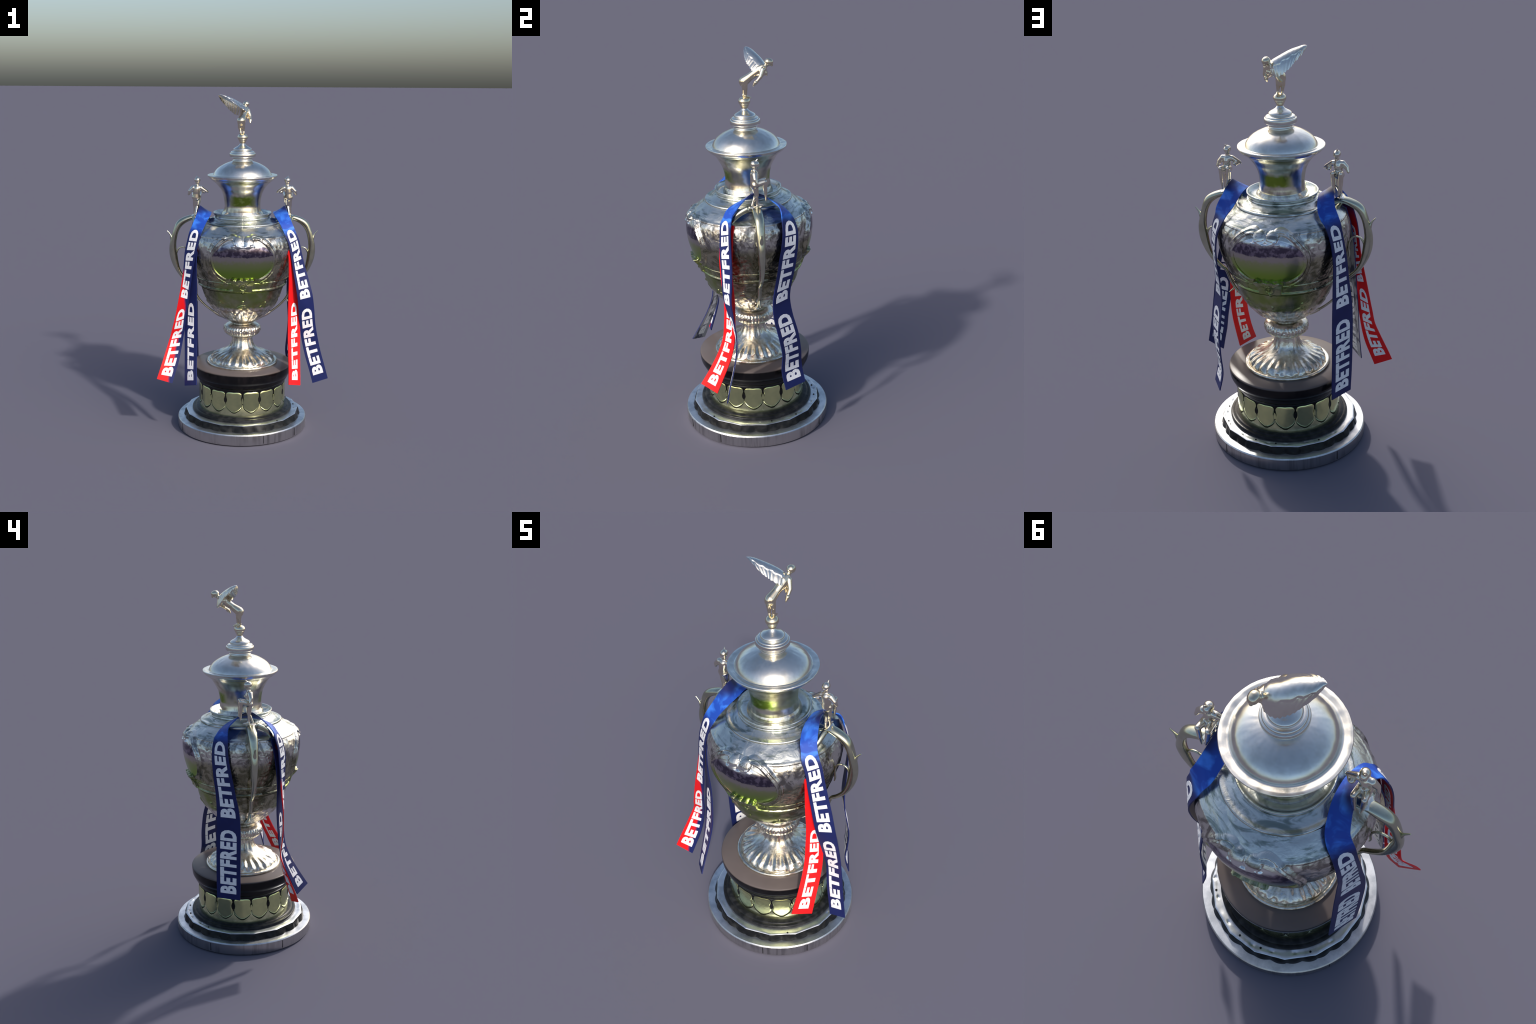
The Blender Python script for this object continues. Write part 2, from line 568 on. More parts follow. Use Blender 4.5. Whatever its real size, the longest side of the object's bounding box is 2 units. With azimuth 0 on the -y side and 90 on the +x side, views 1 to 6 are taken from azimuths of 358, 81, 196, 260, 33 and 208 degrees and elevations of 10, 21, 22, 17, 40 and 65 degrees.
# ---- plinth -----------------------------------------------------------
pl = [[(.2575, .270), (.2590, .283), (.2630, .296), (.2690, .3045)]]
rim = []
for zc, r in ((.3045, .2690), (.3120, .2735), (.3195, .2780)):
    rim += [[(r, zc), (r + .0022, zc + .0012)], [(r + .0022, zc + .0012), (r + .0045, zc + .0070)], [(r + .0045, zc + .0070), (r + .0045, zc + .0075)]]
plinth_prof = profile(*pl, *rim, [(.2825, .3270), (.2895, .339), (.2945, .352), (.2965, .368)], [(.2965, .368), (.2975, .388)],
                      [(.2975, .388), (.2960, .3935), (.2915, .3965)], [(.2915, .3965), (.18, .3995)], per=5)
lathe("plinth", plinth_prof, M['wood'], trophy, 160)

# ---- foot, stem, knop ---------------------------------------------------
def foot_relief(A, Z, R):
    dome = smoothstep(.413, .420, Z) * smoothstep(.474, .448, Z) * smoothstep(.198, .188, R)
    fl = np.cos(A * 26)
    fl = fl * (.6 + 1.2 * (.5 + noise_b(A * 10, Z * 40, 3.3)))
    dr = dome * (.0020 * fl + .008 * noise_a(A * 26 / TAU * 2, Z * 70, .7))
    dz = dome * .0016 * fl * smoothstep(.1, .16, R)
    kn = smoothstep(.575, .59, Z) * smoothstep(.632, .618, Z)
    dr += kn * (.0016 * np.cos(A * 40) + .004 * noise_b(A * 22, Z * 120, .2))
    neckz = smoothstep(.48, .50, Z) * smoothstep(.565, .545, Z)
    dr += neckz * .0016 * np.cos(A * 13)
    return dr, dz


foot_prof = profile([(.206, .3975), (.2135, .4000)], [(.2135, .4000), (.2140, .4075), (.2110, .4125)], [(.2110, .4125), (.2060, .4145), (.1985, .4135), (.1955, .4110)],
                    [(.1955, .4110), (.1935, .4190), (.1870, .4300), (.1760, .4400), (.1600, .4490), (.1420, .4570), (.1230, .4660), (.1050, .4760), (.0880, .4880), (.0740, .5020), (.0660, .5200), (.0610, .5380), (.0595, .5490)],
                    [(.0595, .5490), (.0640, .5510), (.0650, .5545), (.0620, .5580)],
                    [(.0620, .5580), (.0760, .5620), (.0930, .5720), (.1060, .5860), (.1115, .6020), (.1095, .6170), (.1010, .6290), (.0860, .6370), (.0680, .6410)],
                    [(.0680, .6410), (.0640, .6430), (.0650, .6465)], [(.0650, .6465), (.05, .648)], per=5)
lathe("foot", refine(foot_prof, .003), M['foot'], trophy, 416, foot_relief, 40)

# ---- bowl -------------------------------------------------------------
frame_curve = catmull([(.044, 1.176), (.040, 1.190), (.050, 1.203), (.070, 1.208), (.096, 1.203), (.128, 1.185), (.160, 1.152), (.186, 1.110), (.196, 1.068), (.188, 1.022), (.166, .985), (.130, .958), (.090, .942)], 10)
HALF = .322


def ridge(d, w, h):
    return h * np.clip(1 - (d / w) ** 2, 0, 1) ** .75


def bowl_relief(A, Z, R):
    a = (A + math.pi / 2) % math.pi - math.pi / 2          # angle from the nearer panel centre
    s = a * HALF
    q = np.abs(s)
    near = (q < .26) & (Z > .90) & (Z < 1.24)
    D = np.full(A.shape, 9.0)
    T = np.zeros(A.shape)
    pts = np.stack([q[near], Z[near]], -1)
    best = np.full(len(pts), 9.0)
    tt = np.zeros(len(pts))
    for i, c in enumerate(frame_curve):
        d = np.hypot(pts[:, 0] - c[0], pts[:, 1] - c[1])
        m = d < best
        best[m] = d[m]
        tt[m] = i / (len(frame_curve) - 1)
    D[near] = best
    T[near] = tt
    wide = .0150 + .004 * T
    fr = ridge(D, wide, .0130) - ridge(D, wide * .36, .0080)
    fr *= smoothstep(1.0, .93, T)
    h = fr
    # the panel itself swells like a mirror
    e = (q / .19) ** 2 + ((Z - 1.07) / .125) ** 2
    h = h + .008 * smoothstep(1.25, .55, e)
    # twin scroll heads above the panel
    for cx, cz, rx, rz, hh in ((.033, 1.187, .030, .026, .013), (.028, 1.166, .023, .019, .010), (.055, 1.159, .014, .007, .008)):
        d2 = ((q - cx) / rx) ** 2 + ((Z - cz) / rz) ** 2
        h = np.maximum(h, hh * np.sqrt(np.clip(1 - d2, 0, 1)) + .006 * (d2 < 1))
    lip = smoothstep(.0075, .003, np.abs(Z - 1.156 - 8 * q * q)) * smoothstep(.068, .060, q)
    h = np.maximum(h, .016 * lip)
    h = h + .004 * smoothstep(.012, 0, q) * smoothstep(1.16, 1.18, Z) * smoothstep(1.215, 1.20, Z)
    # crown plaque below the panel
    top = .962 + .0055 * np.abs(np.sin(q / .0375 * math.pi))
    side = .066 + .012 * (Z - .90) / .06
    cr = smoothstep(side + .003, side - .003, q) * smoothstep(top + .003, top - .004, Z) * smoothstep(.882, .888, Z)
    lift = .012 + .014 * smoothstep(.915, .958, Z)
    cr_h = cr * lift
    ringd = np.abs(np.hypot(s, Z - .915) - .021)
    cr_h += cr * (ridge(ringd, .006, .004) + ridge(np.hypot(s, Z - .917), .009, .007))
    for t in np.linspace(.3, TAU - .3, 7):
        cr_h += cr * ridge(np.hypot(s - .021 * math.sin(t), Z - .915 - .021 * math.cos(t)), .0050, .003)
    swag = np.abs(Z - (.945 - .022 * np.cos(q / .070 * math.pi * .9)))
    cr_h += cr * ridge(swag, .004, .003) * smoothstep(.02, .03, q)
    h = np.where(cr > .02, np.maximum(h * (1 - cr), cr_h), h)
    h = np.maximum(h, ridge(np.hypot(s, Z - .879), .0095, .012))
    # double girdle and moulding lines
    open_ = 1 - cr
    h = h + open_ * (ridge(np.abs(Z - .933), .0055, .0042) + ridge(np.abs(Z - .889), .0075, .0075)) * (1 - smoothstep(.0, .6, 1.0 * (fr > .003)))
    h = h + ridge(np.abs(Z - 1.198), .006, .0035) * smoothstep(.055, .075, q)
    # petals round the foot of the cup
    u = (A / TAU * 10 + .5) % 1 - .5
    pet = np.abs(np.sin(A * 7))
    tip = .770 + .030 * np.cos(u * TAU / 2) ** 2
    inside = smoothstep(tip + .006, tip - .006, Z) * smoothstep(.655, .68, Z)
    h = h + inside * (.0048 * np.sqrt(np.clip(1 - (u * 2) ** 2, 0, 1)) + .006 * noise_a(A * 14, Z * 60, 8.0))
    for k in range(10):
        ac = k / 10 * TAU
        da = (A - ac + math.pi) % TAU - math.pi
        zz = .806 if k % 2 else .820
        h = h + ridge(np.hypot(da * .22, Z - zz), .0085, .0055)
    # chased foliage ground beside the panels and drapery ripples on the shoulder
    outside = smoothstep(.95, 1.25, e) * smoothstep(.885, .90, Z) * smoothstep(1.195, 1.18, Z) * (1 - cr)
    w1 = noise_a(A * 16, Z * 44, .3) * 5
    fol = np.sin(A * 22 + Z * 70 + w1) * np.sin(Z * 95 - A * 13 + w1 * 1.3)
    h = h + outside * (.0009 * fol + .0016 * noise_b(A * 26, Z * 80, .9))
    rip = smoothstep(1.205, 1.215, Z) * smoothstep(1.252, 1.238, Z)
    h = h + rip * (.006 * noise_a(A * 7, Z * 34, 4.0))
    h = h + .0016 * noise_b(A * 7, Z * 16, 6.0)
    up = smoothstep(1.20, 1.26, Z)
    return h * (1 - .4 * up), h * .45 * up


bowl_prof = profile([(.052, .6470), (.0740, .6500)], [(.0740, .6500), (.0830, .6560), (.0990, .6660), (.1180, .6790), (.1410, .6990), (.1620, .7200), (.1800, .7410), (.1965, .7620), (.2100, .7830), (.2210, .8030), (.2300, .8220), (.2370, .8420), (.2430, .8600), (.2490, .8750)],
                    [(.2470, .8750), (.2540, .8830), (.2620, .9020), (.2720, .9250), (.2840, .9520), (.2940, .9770), (.3030, 1.0050), (.3120, 1.0400), (.3175, 1.0750), (.3205, 1.1050), (.3200, 1.1350), (.3150, 1.1630), (.3050, 1.1850), (.2950, 1.1990)],
                    [(.2950, 1.1990), (.2915, 1.2035)], [(.2915, 1.2035), (.2820, 1.2120), (.2690, 1.2220), (.2530, 1.2335), (.2370, 1.2440), (.2240, 1.2530)],
                    [(.2240, 1.2530), (.2250, 1.2585), (.2220, 1.2640), (.2150, 1.2655)], [(.2150, 1.2655), (.2040, 1.2665), (.1900, 1.2725), (.1780, 1.2790), (.1690, 1.2840)],
                    [(.1690, 1.2840), (.1645, 1.2845), (.1615, 1.2870), (.1600, 1.2920)], [(.1600, 1.2920), (.1660, 1.2980), (.1710, 1.3070), (.1725, 1.3120)],
                    [(.1725, 1.3120), (.1700, 1.3155), (.1655, 1.3140)], [(.1655, 1.3140), (.1595, 1.3040), (.1510, 1.2960), (.1400, 1.2920), (.1280, 1.2915)], [(.1280, 1.2915), (.11, 1.2915)], per=5)
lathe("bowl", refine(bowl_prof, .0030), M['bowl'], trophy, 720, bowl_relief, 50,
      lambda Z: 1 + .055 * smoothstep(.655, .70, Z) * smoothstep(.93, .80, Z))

# ---- neck -----------------------------------------------------------------
neck_prof = profile([(.120, 1.2905), (.1275, 1.2925)], [(.1275, 1.2925), (.1270, 1.2990), (.1235, 1.3060), (.1200, 1.3120), (.1130, 1.3210)], [(.1130, 1.3210), (.1090, 1.3350), (.1062, 1.3550), (.1072, 1.3760), (.1098, 1.3960), (.1150, 1.4180), (.1240, 1.4410), (.1385, 1.4640), (.1550, 1.4830), (.1730, 1.4985)],
                    [(.1730, 1.4985), (.1800, 1.5025), (.1830, 1.5060)], [(.1830, 1.5060), (.12, 1.507)])
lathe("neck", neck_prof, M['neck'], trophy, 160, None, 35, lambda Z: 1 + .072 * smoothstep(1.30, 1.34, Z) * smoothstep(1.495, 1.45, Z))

# ---- lid -------------------------------------------------------------------
def lid_relief(A, Z, R):
    edge = smoothstep(.190, .202, R)
    return edge * .0012 * noise_a(A * 16, Z * 20, .4), .0012 * noise_b(A * 8, R * 40, .9) * smoothstep(.06, .1, R)


lid_prof = profile([(.165, 1.5045), (.1835, 1.5060)], [(.1835, 1.5060), (.1920, 1.5115), (.1990, 1.5195), (.2045, 1.5285)], [(.2035, 1.5285), (.2065, 1.5320), (.2045, 1.5355)],
                   [(.2045, 1.5355), (.1950, 1.5360), (.1860, 1.5350), (.1770, 1.5340), (.1725, 1.5350)], [(.1725, 1.5350), (.1705, 1.5400), (.1665, 1.5480), (.1600, 1.5580), (.1500, 1.5695), (.1350, 1.5815), (.1170, 1.5925), (.0980, 1.6020), (.0800, 1.6090), (.0660, 1.6135), (.0600, 1.6165)],
                   [(.0600, 1.6165), (.0590, 1.6200), (.0560, 1.6220)], [(.0560, 1.6220), (.0545, 1.6270), (.0550, 1.6330)], [(.0550, 1.6330), (.0600, 1.6350), (.0610, 1.6375)],
                   [(.0610, 1.6375), (.0730, 1.6390), (.0765, 1.6430)], [(.0765, 1.6430), (.0775, 1.6500), (.0768, 1.6580)], [(.0768, 1.6580), (.0750, 1.6625), (.0700, 1.6650)], [(.0700, 1.6650), (.0690, 1.6690), (.0660, 1.6725), (.0600, 1.6745)],
                   [(.0600, 1.6745), (.0535, 1.6760), (.0530, 1.6790)], [(.0530, 1.6790), (.0545, 1.6830), (.0525, 1.6875), (.0450, 1.6935), (.0340, 1.6995), (.0240, 1.7060), (.0175, 1.7130), (.0150, 1.7175)], [(.0150, 1.7175), (.006, 1.718)], per=5)
lathe("lid", refine(lid_prof, .006), M['lid'], trophy, 192, lid_relief, 40)

# ---- finial ------------------------------------------------------------------
lathe("finial", profile([(.010, 1.7165), (.0145, 1.7175)], [(.0145, 1.7175), (.0165, 1.7210), (.0215, 1.7310), (.0245, 1.7375), (.0250, 1.7400)], [(.0250, 1.7400), (.0272, 1.7425), (.0300, 1.7490), (.0298, 1.7560), (.0265, 1.7640), (.0205, 1.7700), (.0120, 1.7735), (.004, 1.7745)]), M['warm'], trophy, 64)


# ---------------------------------------------------------------- figures
def capsule(p0, p1, r0, r1, n=16, flat=1.0):
    p0, p1 = Vector(p0), Vector(p1)
    d = p1 - p0
    L = max(d.length, 1e-6)
    d = d.normalized()
    a = d.orthogonal().normalized()
    b = d.cross(a)
    V, F = [], []
    rows = []
    for k in range(5):
        t = -math.pi / 2 + (math.pi / 2) * k / 4
        rows.append((r0 * math.sin(t), r0 * math.cos(t)))
    for k in range(5):
        t = (math.pi / 2) * k / 4
        rows.append((L + r1 * math.sin(t), r1 * math.cos(t)))
    for h, r in rows:
        r = max(r, 1e-5)
        for i in range(n):
            t = TAU * i / n
            V.append(p0 + d * h + (a * math.cos(t) + b * math.sin(t)) * r)
    for k in range(len(rows) - 1):
        for i in range(n):
            j = (i + 1) % n
            F.append((k * n + i, k * n + j, (k + 1) * n + j, (k + 1) * n + i))
    F.append(tuple(range(n))[::-1])
    F.append(tuple((len(rows) - 1) * n + i for i in range(n)))
    return V, F


def figure(bones, mat, voxel, parent, torso_name, smooth_iter=3, fat=1.2, leg_fat=.35):
    """Fuse tapered limbs to one skin, then split it by the nearest limb into named parts."""
    V, F = [], []
    for part, p0, p1, r0, r1 in bones:
        g = 1 + (fat - 1) * (leg_fat if part.startswith('leg') else 1.8 if part.startswith('arm') else 1)      # the skin shrinks when it is softened
        v, f = capsule(p0, p1, r0 * g, r1 * g)
        o = len(V)
        V += v
        F += [tuple(i + o for i in q) for q in f]
    me = bpy.data.meshes.new("skin")
    me.from_pydata(V, [], F)
    ob = link(bpy.data.objects.new("skin", me))
    md = ob.modifiers.new("fuse", 'REMESH')
    md.mode = 'VOXEL'
    md.voxel_size = voxel
    sm = ob.modifiers.new("soften", 'SMOOTH')
    sm.iterations = smooth_iter
    sm.factor = .5
    dg = bpy.context.evaluated_depsgraph_get()
    whole = bpy.data.meshes.new_from_object(ob.evaluated_get(dg))
    bpy.data.objects.remove(ob)
    co = np.array([v.co[:] for v in whole.vertices])
    nr = np.array([n.vector[:] for n in whole.vertex_normals])
    polys = [tuple(p.vertices) for p in whole.polygons]
    cent = np.array([co[list(p)].mean(0) for p in polys])
    score = []
    for part, p0, p1, r0, r1 in bones:
        a, b = np.array(p0), np.array(p1)
        d = b - a
        t = np.clip(((cent - a) @ d) / max(d @ d, 1e-9), 0, 1)
        dist = np.linalg.norm(cent - (a + t[:, None] * d), axis=1) - (r0 + (r1 - r0) * t)
        score.append(dist)
    which = np.argmin(np.array(score), 0)
    labels = [b[0] for b in bones]
    made = {}
    order = [torso_name] + [l for l in dict.fromkeys(labels) if l != torso_name]
    for lab in order:
        idx = [i for i in range(len(polys)) if labels[which[i]] == lab]
        if not idx:
            continue
        used = sorted({v for i in idx for v in polys[i]})
        remap = {v: k for k, v in enumerate(used)}
        clean = lab.split('#')[0]
        m = bpy.data.meshes.new(clean)
        m.from_pydata([tuple(co[v]) for v in used], [], [tuple(remap[v] for v in polys[i]) for i in idx])
        m.polygons.foreach_set("use_smooth", [True] * len(m.polygons))
        m.normals_split_custom_set_from_vertices([tuple(nr[v]) for v in used])
        m.materials.append(mat)
        made[lab] = link(bpy.data.objects.new(clean, m), parent if lab == torso_name else made[torso_name])
    bpy.data.meshes.remove(whole)
    return made


def player(sx):
    """Running footballer on a handle, facing +y, ball held on the side of the cup. sx mirrors it."""
    T = "player_torso"
    B = [
        (T, (.268, -.002, 1.452), (.271, -.003, 1.428), .0175, .0170), (T, (.256, -.002, 1.458), (.281, -.002, 1.458), .0120, .0120),
        (T, (.270, .006, 1.445), (.270, .005, 1.438), .0130, .0130),
        (T, (.271, -.003, 1.425), (.273, -.002, 1.398), .0165, .0185), (T, (.264, -.001, 1.402), (.282, -.001, 1.402), .0150, .0150),
        ("head", (.266, .001, 1.472), (.265, .002, 1.486), .0085, .0085), ("head", (.265, .000, 1.502), (.265, .010, 1.501), .0155, .0135), ("head", (.265, .012, 1.497), (.265, .016, 1.491), .0090, .0070),
        ("head", (.267, .008, 1.514), (.270, .018, 1.528), .0060, .0022),
        ("arm#a", (.290, -.002, 1.457), (.309, -.003, 1.438), .0110, .0085), ("arm#a", (.309, -.003, 1.438), (.318, .004, 1.418), .0085, .0050),
        ("arm#b", (.246, -.002, 1.457), (.213, -.006, 1.438), .0105, .0075), ("arm#b", (.213, -.006, 1.438), (.224, .010, 1.432), .0070, .0065), ("arm#b", (.207, -.006, 1.437), (.203, -.006, 1.432), .005, .003),
        ("leg#a", (.283, .002, 1.405), (.289, .046, 1.417), .0135, .0095), ("leg#a", (.289, .046, 1.417), (.286, .048, 1.360), .0085, .0070), ("leg#a", (.286, .048, 1.360), (.282, .050, 1.318), .0068, .0035),
        ("leg#b", (.260, .002, 1.405), (.252, .046, 1.419), .0135, .0095), ("leg#b", (.252, .046, 1.419), (.258, .050, 1.365), .0088, .0072), ("leg#b", (.258, .050, 1.365), (.264, .055, 1.334), .0065, .0035),
        ("leg#c", (.266, -.001, 1.395), (.267, .004, 1.352), .0135, .0105), ("leg#c", (.267, .004, 1.352), (.272, -.010, 1.322), .0090, .0065), ("leg#c", (.272, -.010, 1.322), (.275, -.020, 1.296), .0062, .0060),
        ("leg#d", (.279, -.001, 1.395), (.281, .004, 1.350), .0130, .0100), ("leg#d", (.281, .004, 1.350), (.284, .006, 1.310), .0075, .0060), ("leg#d", (.284, .006, 1.305), (.283, .036, 1.298), .0065, .0035),
    ]
    B = [(n, (p[0] * sx, p[1], p[2]), (q[0] * sx, q[1], q[2]), a, b) for n, p, q, a, b in B]
    made = figure(B, M['figure'], .0026, trophy, T, 3, 1.2, .9)
    torso = made[T]
    # shorts waistband
    ring = profile([(.0175, -.006), (.0205, -.004)], [(.0205, -.004), (.0212, .003)], [(.0212, .003), (.018, .005)])
    w = lathe("waistband", ring, M['figure'], torso, 32)
    w.location = (.273 * sx, -.001, 1.404)
    w.scale = (1.12, .92, 1)
    # ball
    bm = bmesh.new()
    bmesh.ops.create_uvsphere(bm, u_segments=20, v_segments=12, radius=1)
    me = bpy.data.meshes.new("ball")
    bm.to_mesh(me)
    bm.free()
    me.polygons.foreach_set("use_smooth", [True] * len(me.polygons))
    me.materials.append(M['figure'])
    b = link(bpy.data.objects.new("ball", me), torso)
    b.location = (.228 * sx, .004, 1.434)
    b.scale = (.0125, .017, .0105)
    return torso


player(1)
player(-1)

T = "winged_torso"
winged = figure([
    (T, (-.008, .004, 1.850), (.002, .036, 1.874), .0205, .0155), (T, (.002, .036, 1.874), (.012, .080, 1.904), .0155, .0190), (T, (.010, .080, 1.906), (.014, .096, 1.914), .0195, .0170),
    (T, (-.010, -.001, 1.848), (-.012, .000, 1.842), .0180, .0170),
    (T, (.020, .095, 1.890), (.020, .090, 1.888), .0120, .0110), (T, (-.002, .098, 1.912), (.030, .094, 1.910), .0100, .0100),
    ("head", (.016, .104, 1.920), (.021, .118, 1.930), .0085, .0085), ("head", (.022, .123, 1.9425), (.0235, .130, 1.9415), .0158, .0148), ("head", (.024, .133, 1.935), (.0255, .139, 1.927), .0090, .0060),
    ("arm#a", (.031, .094, 1.908), (.044, .078, 1.874), .0100, .0075), ("arm#a", (.044, .078, 1.874), (.045, .055, 1.850), .0070, .0055), ("arm#a", (.046, .054, 1.850), (.045, .041, 1.834), .0075, .0028),
    ("arm#b", (-.002, .098, 1.908), (-.003, .112, 1.884), .0095, .0070), ("arm#b", (-.003, .112, 1.884), (-.001, .117, 1.872), .0070, .0030), ("arm#b", (.004, .105, 1.885), (.030, .070, 1.862), .0065, .0050),
    ("leg#a", (-.016, .001, 1.846), (-.018, .004, 1.812), .0130, .0100), ("leg#a", (-.018, .004, 1.812), (-.012, .000, 1.782), .0090, .0060), ("leg#a", (-.012, -.002, 1.780), (-.014, .012, 1.774), .0065, .0050),
    ("leg#b", (.002, .006, 1.846), (.004, .008, 1.812), .0135, .0100), ("leg#b", (.004, .008, 1.812), (.006, .008, 1.784), .0090, .0065), ("leg#b", (.006, .006, 1.780), (.006, .032, 1.770), .0070, .0040),
], M['warm'], .0022, trophy, T, 3)


edge_rear = catmull([(.022, .050, 1.897), (.013, .039, 1.906), (-.017, .029, 1.923), (-.032, .021, 1.936), (-.055, .018, 1.950), (-.100, .020, 1.981), (-.128, .029, 1.9945), (-.1415, .037, 1.9965)], 24)
crest = catmull([(.014, .098, 1.922), (.002, .092, 1.936), (-.034, .079, 1.9575), (-.075, .059, 1.9785), (-.110, .048, 1.9900), (-.130, .041, 1.9955), (-.1420, .038, 1.9970)], 24)
edge_front = catmull([(-.001, .117, 1.870), (-.022, .124, 1.8725), (-.044, .124, 1.879), (-.062, .118, 1.893), (-.080, .110, 1.908), (-.095, .098, 1.928), (-.121, .071, 1.957), (-.135, .048, 1.979), (-.1415, .039, 1.9950)], 24)


def along(c, t):
    x = t * (len(c) - 1)
    i = min(int(x), len(c) - 2)
    return c[i] + (c[i + 1] - c[i]) * (x - i)


def wing_section(t, v):
    """Arched section of the paired wings: rear edge (v=0) over the crest to the front edge (v=1)."""
    a, c, b = along(edge_rear, t), along(crest, t), along(edge_front, t)
    la, lb = np.linalg.norm(c - a), np.linalg.norm(b - c)
    k = la / max(la + lb, 1e-9)
    m = (c - (1 - k) ** 2 * a - k ** 2 * b) / max(2 * k * (1 - k), 1e-4)
    return (1 - v) ** 2 * a + 2 * v * (1 - v) * m + v * v * b, k


def wing(front):
    """One half of the folded wings: coverts near the crest, long feathers with scalloped tips at the edge."""
    n, m, feathers = 84, 34, 12
    top, bot = [], []
    for i in range(n + 1):
        t = i / n
        _, k = wing_section(t, 0)
        v0, v1 = (k, 1.0) if front else (k, 0.0)
        scallop = 1 - .05 * (1 - abs(math.sin(t * feathers * math.pi))) * (1 - t) ** .5
        for j in range(m + 1):
            w = j / m
            v = v0 + (v1 - v0) * w * scallop
            p, _ = wing_section(t, v)
            pu = wing_section(min(t + .01, 1), v)[0] - wing_section(max(t - .01, 0), v)[0]
            pv = wing_section(t, min(v + .02, 1))[0] - wing_section(t, max(v - .02, 0))[0]
            nn = np.cross(pv, pu)
            nn = nn / max(np.linalg.norm(nn), 1e-9)
            if nn[2] < 0:
                nn = -nn
            size = min(1, np.linalg.norm(along(edge_rear, t) - along(edge_front, t)) / .05)
            coverts = .0030 * (1 - smoothstep(.50, .58, w + .03 * math.sin(t * 40)))
            groove = .0014 * abs(math.sin((t + w * .10) * feathers * math.pi)) * (1.0 if w > .54 else .18)
            th = .0034 * (1 - .5 * t)
            top.append(p + nn * (th * .5 + (coverts + groove) * size))
            bot.append(p - nn * (th * .5 + groove * .6 * size))
    V = top + bot
    o = len(top)
    F = []
    for i in range(n):
        for j in range(m):
            a, b, c, d = i * (m + 1) + j, (i + 1) * (m + 1) + j, (i + 1) * (m + 1) + j + 1, i * (m + 1) + j + 1
            F.append((a, d, c, b))
            F.append((o + a, o + b, o + c, o + d))
    for i in range(n):
        for j in (0, m):
            a, b = i * (m + 1) + j, (i + 1) * (m + 1) + j
            F.append((a, b, o + b, o + a) if j == 0 else (b, a, o + a, o + b))
    for j in range(m):
        for i in (0, n):
            a, b = i * (m + 1) + j, i * (m + 1) + j + 1
            F.append((b, a, o + a, o + b) if i == 0 else (a, b, o + b, o + a))
    ob = mesh_object("wing", V, F, M['plain'], winged[T], True, 50)
    bm = bmesh.new()
    bm.from_mesh(ob.data)
    bmesh.ops.recalc_face_normals(bm, faces=bm.faces)
    bm.to_mesh(ob.data)
    bm.free()
    return ob


wing(True)
wing(False)


# ---------------------------------------------------------------- handles
def sweep(name, path, mat, parent, n=20, per=8, power=2.0):
    """Tube along path rows (x, y, z, in-plane thickness, sideways width); sideways = y-like."""
    P = catmull(path, per)
    V, F = [], []
    N = len(P)
    for i in range(N):
        p = Vector(P[i, :3])
        t = (Vector(P[min(i + 1, N - 1), :3]) - Vector(P[max(i - 1, 0), :3])).normalized()
        side = Vector((0, 1, 0)) - t * t.y
        if side.length < .3:
            side = Vector((1, 0, 0)) - t * t.x
        side.normalize()
        up = t.cross(side)
        for k in range(n):
            a = TAU * k / n
            c, s = math.cos(a), math.sin(a)
            c = math.copysign(abs(c) ** (2 / power), c)
            s = math.copysign(abs(s) ** (2 / power), s)
            V.append(p + up * c * P[i, 3] / 2 + side * s * P[i, 4] / 2)
    for i in range(N - 1):
        for k in range(n):
            j = (k + 1) % n
            F.append((i * n + k, i * n + j, (i + 1) * n + j, (i + 1) * n + k))
    F.append(tuple(range(n))[::-1])
    F.append(tuple((N - 1) * n + k for k in range(n)))
    ob = mesh_object(name, V, F, mat, parent, True, 60)
    bm = bmesh.new()
    bm.from_mesh(ob.data)
    bmesh.ops.recalc_face_normals(bm, faces=bm.faces)
    bm.to_mesh(ob.data)
    bm.free()
    return ob


def mirrored(path, sx):
    return [(p[0] * sx,) + tuple(p[1:]) for p in path]


